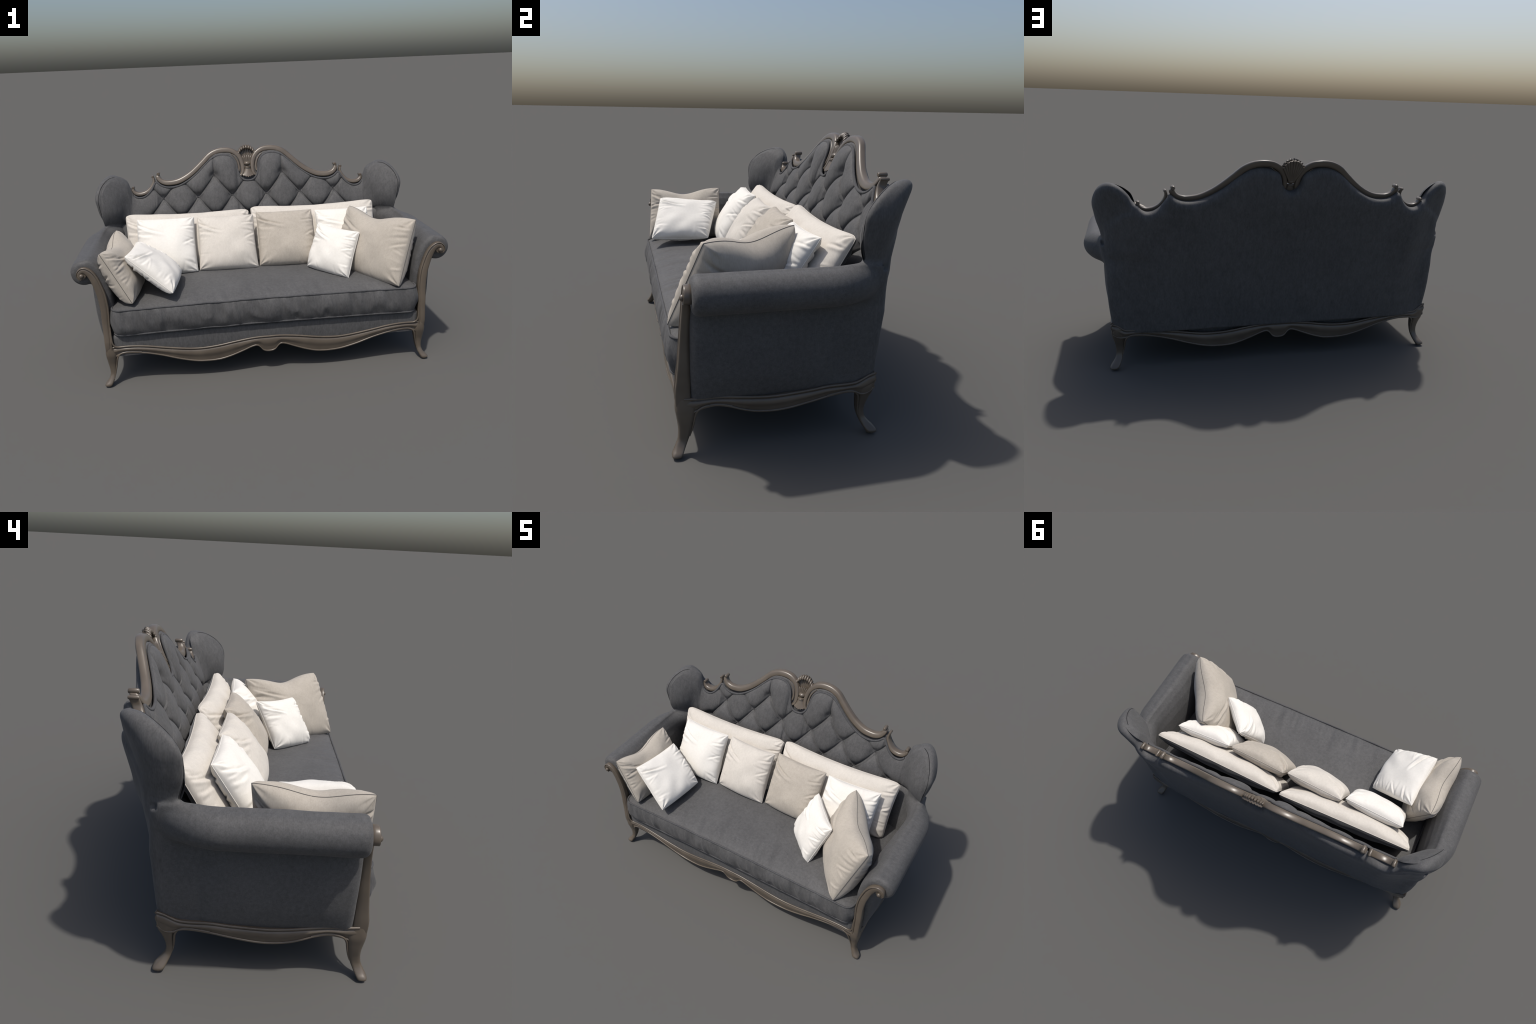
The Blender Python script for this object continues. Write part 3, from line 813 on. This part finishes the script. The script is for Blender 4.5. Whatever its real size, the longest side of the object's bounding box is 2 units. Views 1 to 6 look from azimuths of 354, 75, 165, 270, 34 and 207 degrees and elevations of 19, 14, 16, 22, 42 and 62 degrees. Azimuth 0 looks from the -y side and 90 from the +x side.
    if chop:
        fill = (1 + .07 * Vv) * (1 - .25 * np.exp(-(U / .30) ** 2) * np.clip(Vv, 0, 1))
    Ff = base + nrm * ((front * prof * fill + folds(1)))[..., None]
    Fb = base - nrm * ((back * prof * (1 + .10 * (-Vv)) + folds(-1)))[..., None]
    VF = Ff.reshape(-1, 3)
    ff = grid_faces(n, n)
    # back shares the seam vertices
    inner = np.ones((n, n), bool); inner[0] = inner[-1] = False; inner[:, 0] = inner[:, -1] = False
    idx = np.arange(n * n).reshape(n, n).copy(); bi = idx.copy(); bi[inner] = n * n + np.arange(inner.sum())
    V = np.vstack([VF, Fb[inner]])
    remap = bi.ravel()
    fb = [tuple(remap[i] for i in reversed(q)) for q in grid_faces(n, n)]
    ob = bpy.data.objects.new(name, None)
    bpy.context.scene.collection.objects.link(ob)
    ob["label"] = label; ob["category"] = "pillow"
    cb = new_mesh("pillow_cover", V, ff + fb, mat, ob)
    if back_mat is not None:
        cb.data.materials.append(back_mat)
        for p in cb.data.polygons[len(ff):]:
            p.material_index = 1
    cb.data.set_sharp_from_angle(angle=math.radians(75))
    # seam cord
    rim = np.concatenate([idx[:, 0], idx[-1, 1:], idx[-2::-1, -1], idx[0, -2:0:-1]])
    tv, tf = tube(VF[rim], .0016, 6, close=True)
    new_mesh("pillow_seam", tv, tf, edge_mat or mat, ob)
    return ob

M_DARK_EDGE = fabric("dark_taupe_edge", (.10, .095, .088), (.15, .14, .13), sheen=0)
LW = "plump white cotton square scatter pillow with soft creases"
LC = "plump cream linen square scatter pillow with soft creases"
LT = "plump taupe linen square scatter pillow with soft creases"
LL = "long cream linen back pillow leaning against the tufting"
pillow("long_pillow", LL, [(-.775, .237, .762), (-.018, .251, .748), (-.022, .066, .445), (-.768, .062, .442)], M_CREAM, .085, .050, 11, sag=(.018, .010, .0, .010), back_mat=M_BACK, n=100, flat=.36, wr=.9, corner=.014)
pillow("long_pillow", LL, [(-.012, .251, .762), (.766, .236, .764), (.757, .062, .440), (-.006, .064, .445)], M_CREAM, .085, .050, 12, sag=(.022, .010, .0, .010), back_mat=M_BACK, n=100, flat=.36, wr=.9, corner=.014)
def row(name, label, x0, x1, mat, seed, dz=0, yt0=.125, yt1=.110, yb0=-.055, yb1=-.072, zb=.474):
    pillow(name, label, [(x0 + .004, yt0, .752 + dz), (x1 - .004, yt1, .752 + dz), (x1, yb1, zb), (x0, yb0, zb)], mat, .074, .055, seed, sag=(.008, .005, -.006, .005), flat=.41)
row("square_pillow", LW, -.700, -.355, M_WHITE, 21)
row("square_pillow", LC, -.345, -.003, M_CREAM, 22, dz=-.008)
row("square_pillow", LT, .008, .352, M_TAUPE, 23, dz=0)
row("square_pillow", LW, .362, .698, M_WHITE, 24, dz=-.006, yt0=.106, yt1=.119, yb0=-.07, yb1=-.06)
# big taupe pillows against the arms
pillow("large_pillow", LT, [(-.837, -.432, .733), (-.802, -.019, .737), (-.668, -.040, .463), (-.697, -.458, .461)], M_TAUPE, .074, .095, 31, sag=(.002, .002, -.006, .002), chop=.040, flat=.40, edge_mat=M_DARK_EDGE)
pillow("large_pillow", LT, [(.569, .049, .775), (.826, -.351, .775), (.704, -.470, .445), (.450, -.066, .450)], M_TAUPE, .088, .132, 32, sag=(.002, .002, -.006, .002), chop=.042, flat=.40, edge_mat=M_DARK_EDGE)
# small white pillows in front of them
pillow("small_pillow", LW, [(-.721, -.385, .693), (-.694, -.055, .667), (-.448, -.144, .503), (-.488, -.455, .502)], M_WHITE, .064, .056, 41, sag=(.008, .0, -.004, .002), flat=.40)
pillow("small_pillow", LW, [(.366, -.018, .703), (.556, -.218, .687), (.467, -.325, .459), (.275, -.128, .476)], M_WHITE, .064, .050, 42, sag=(.010, .004, -.004, .004), flat=.40)
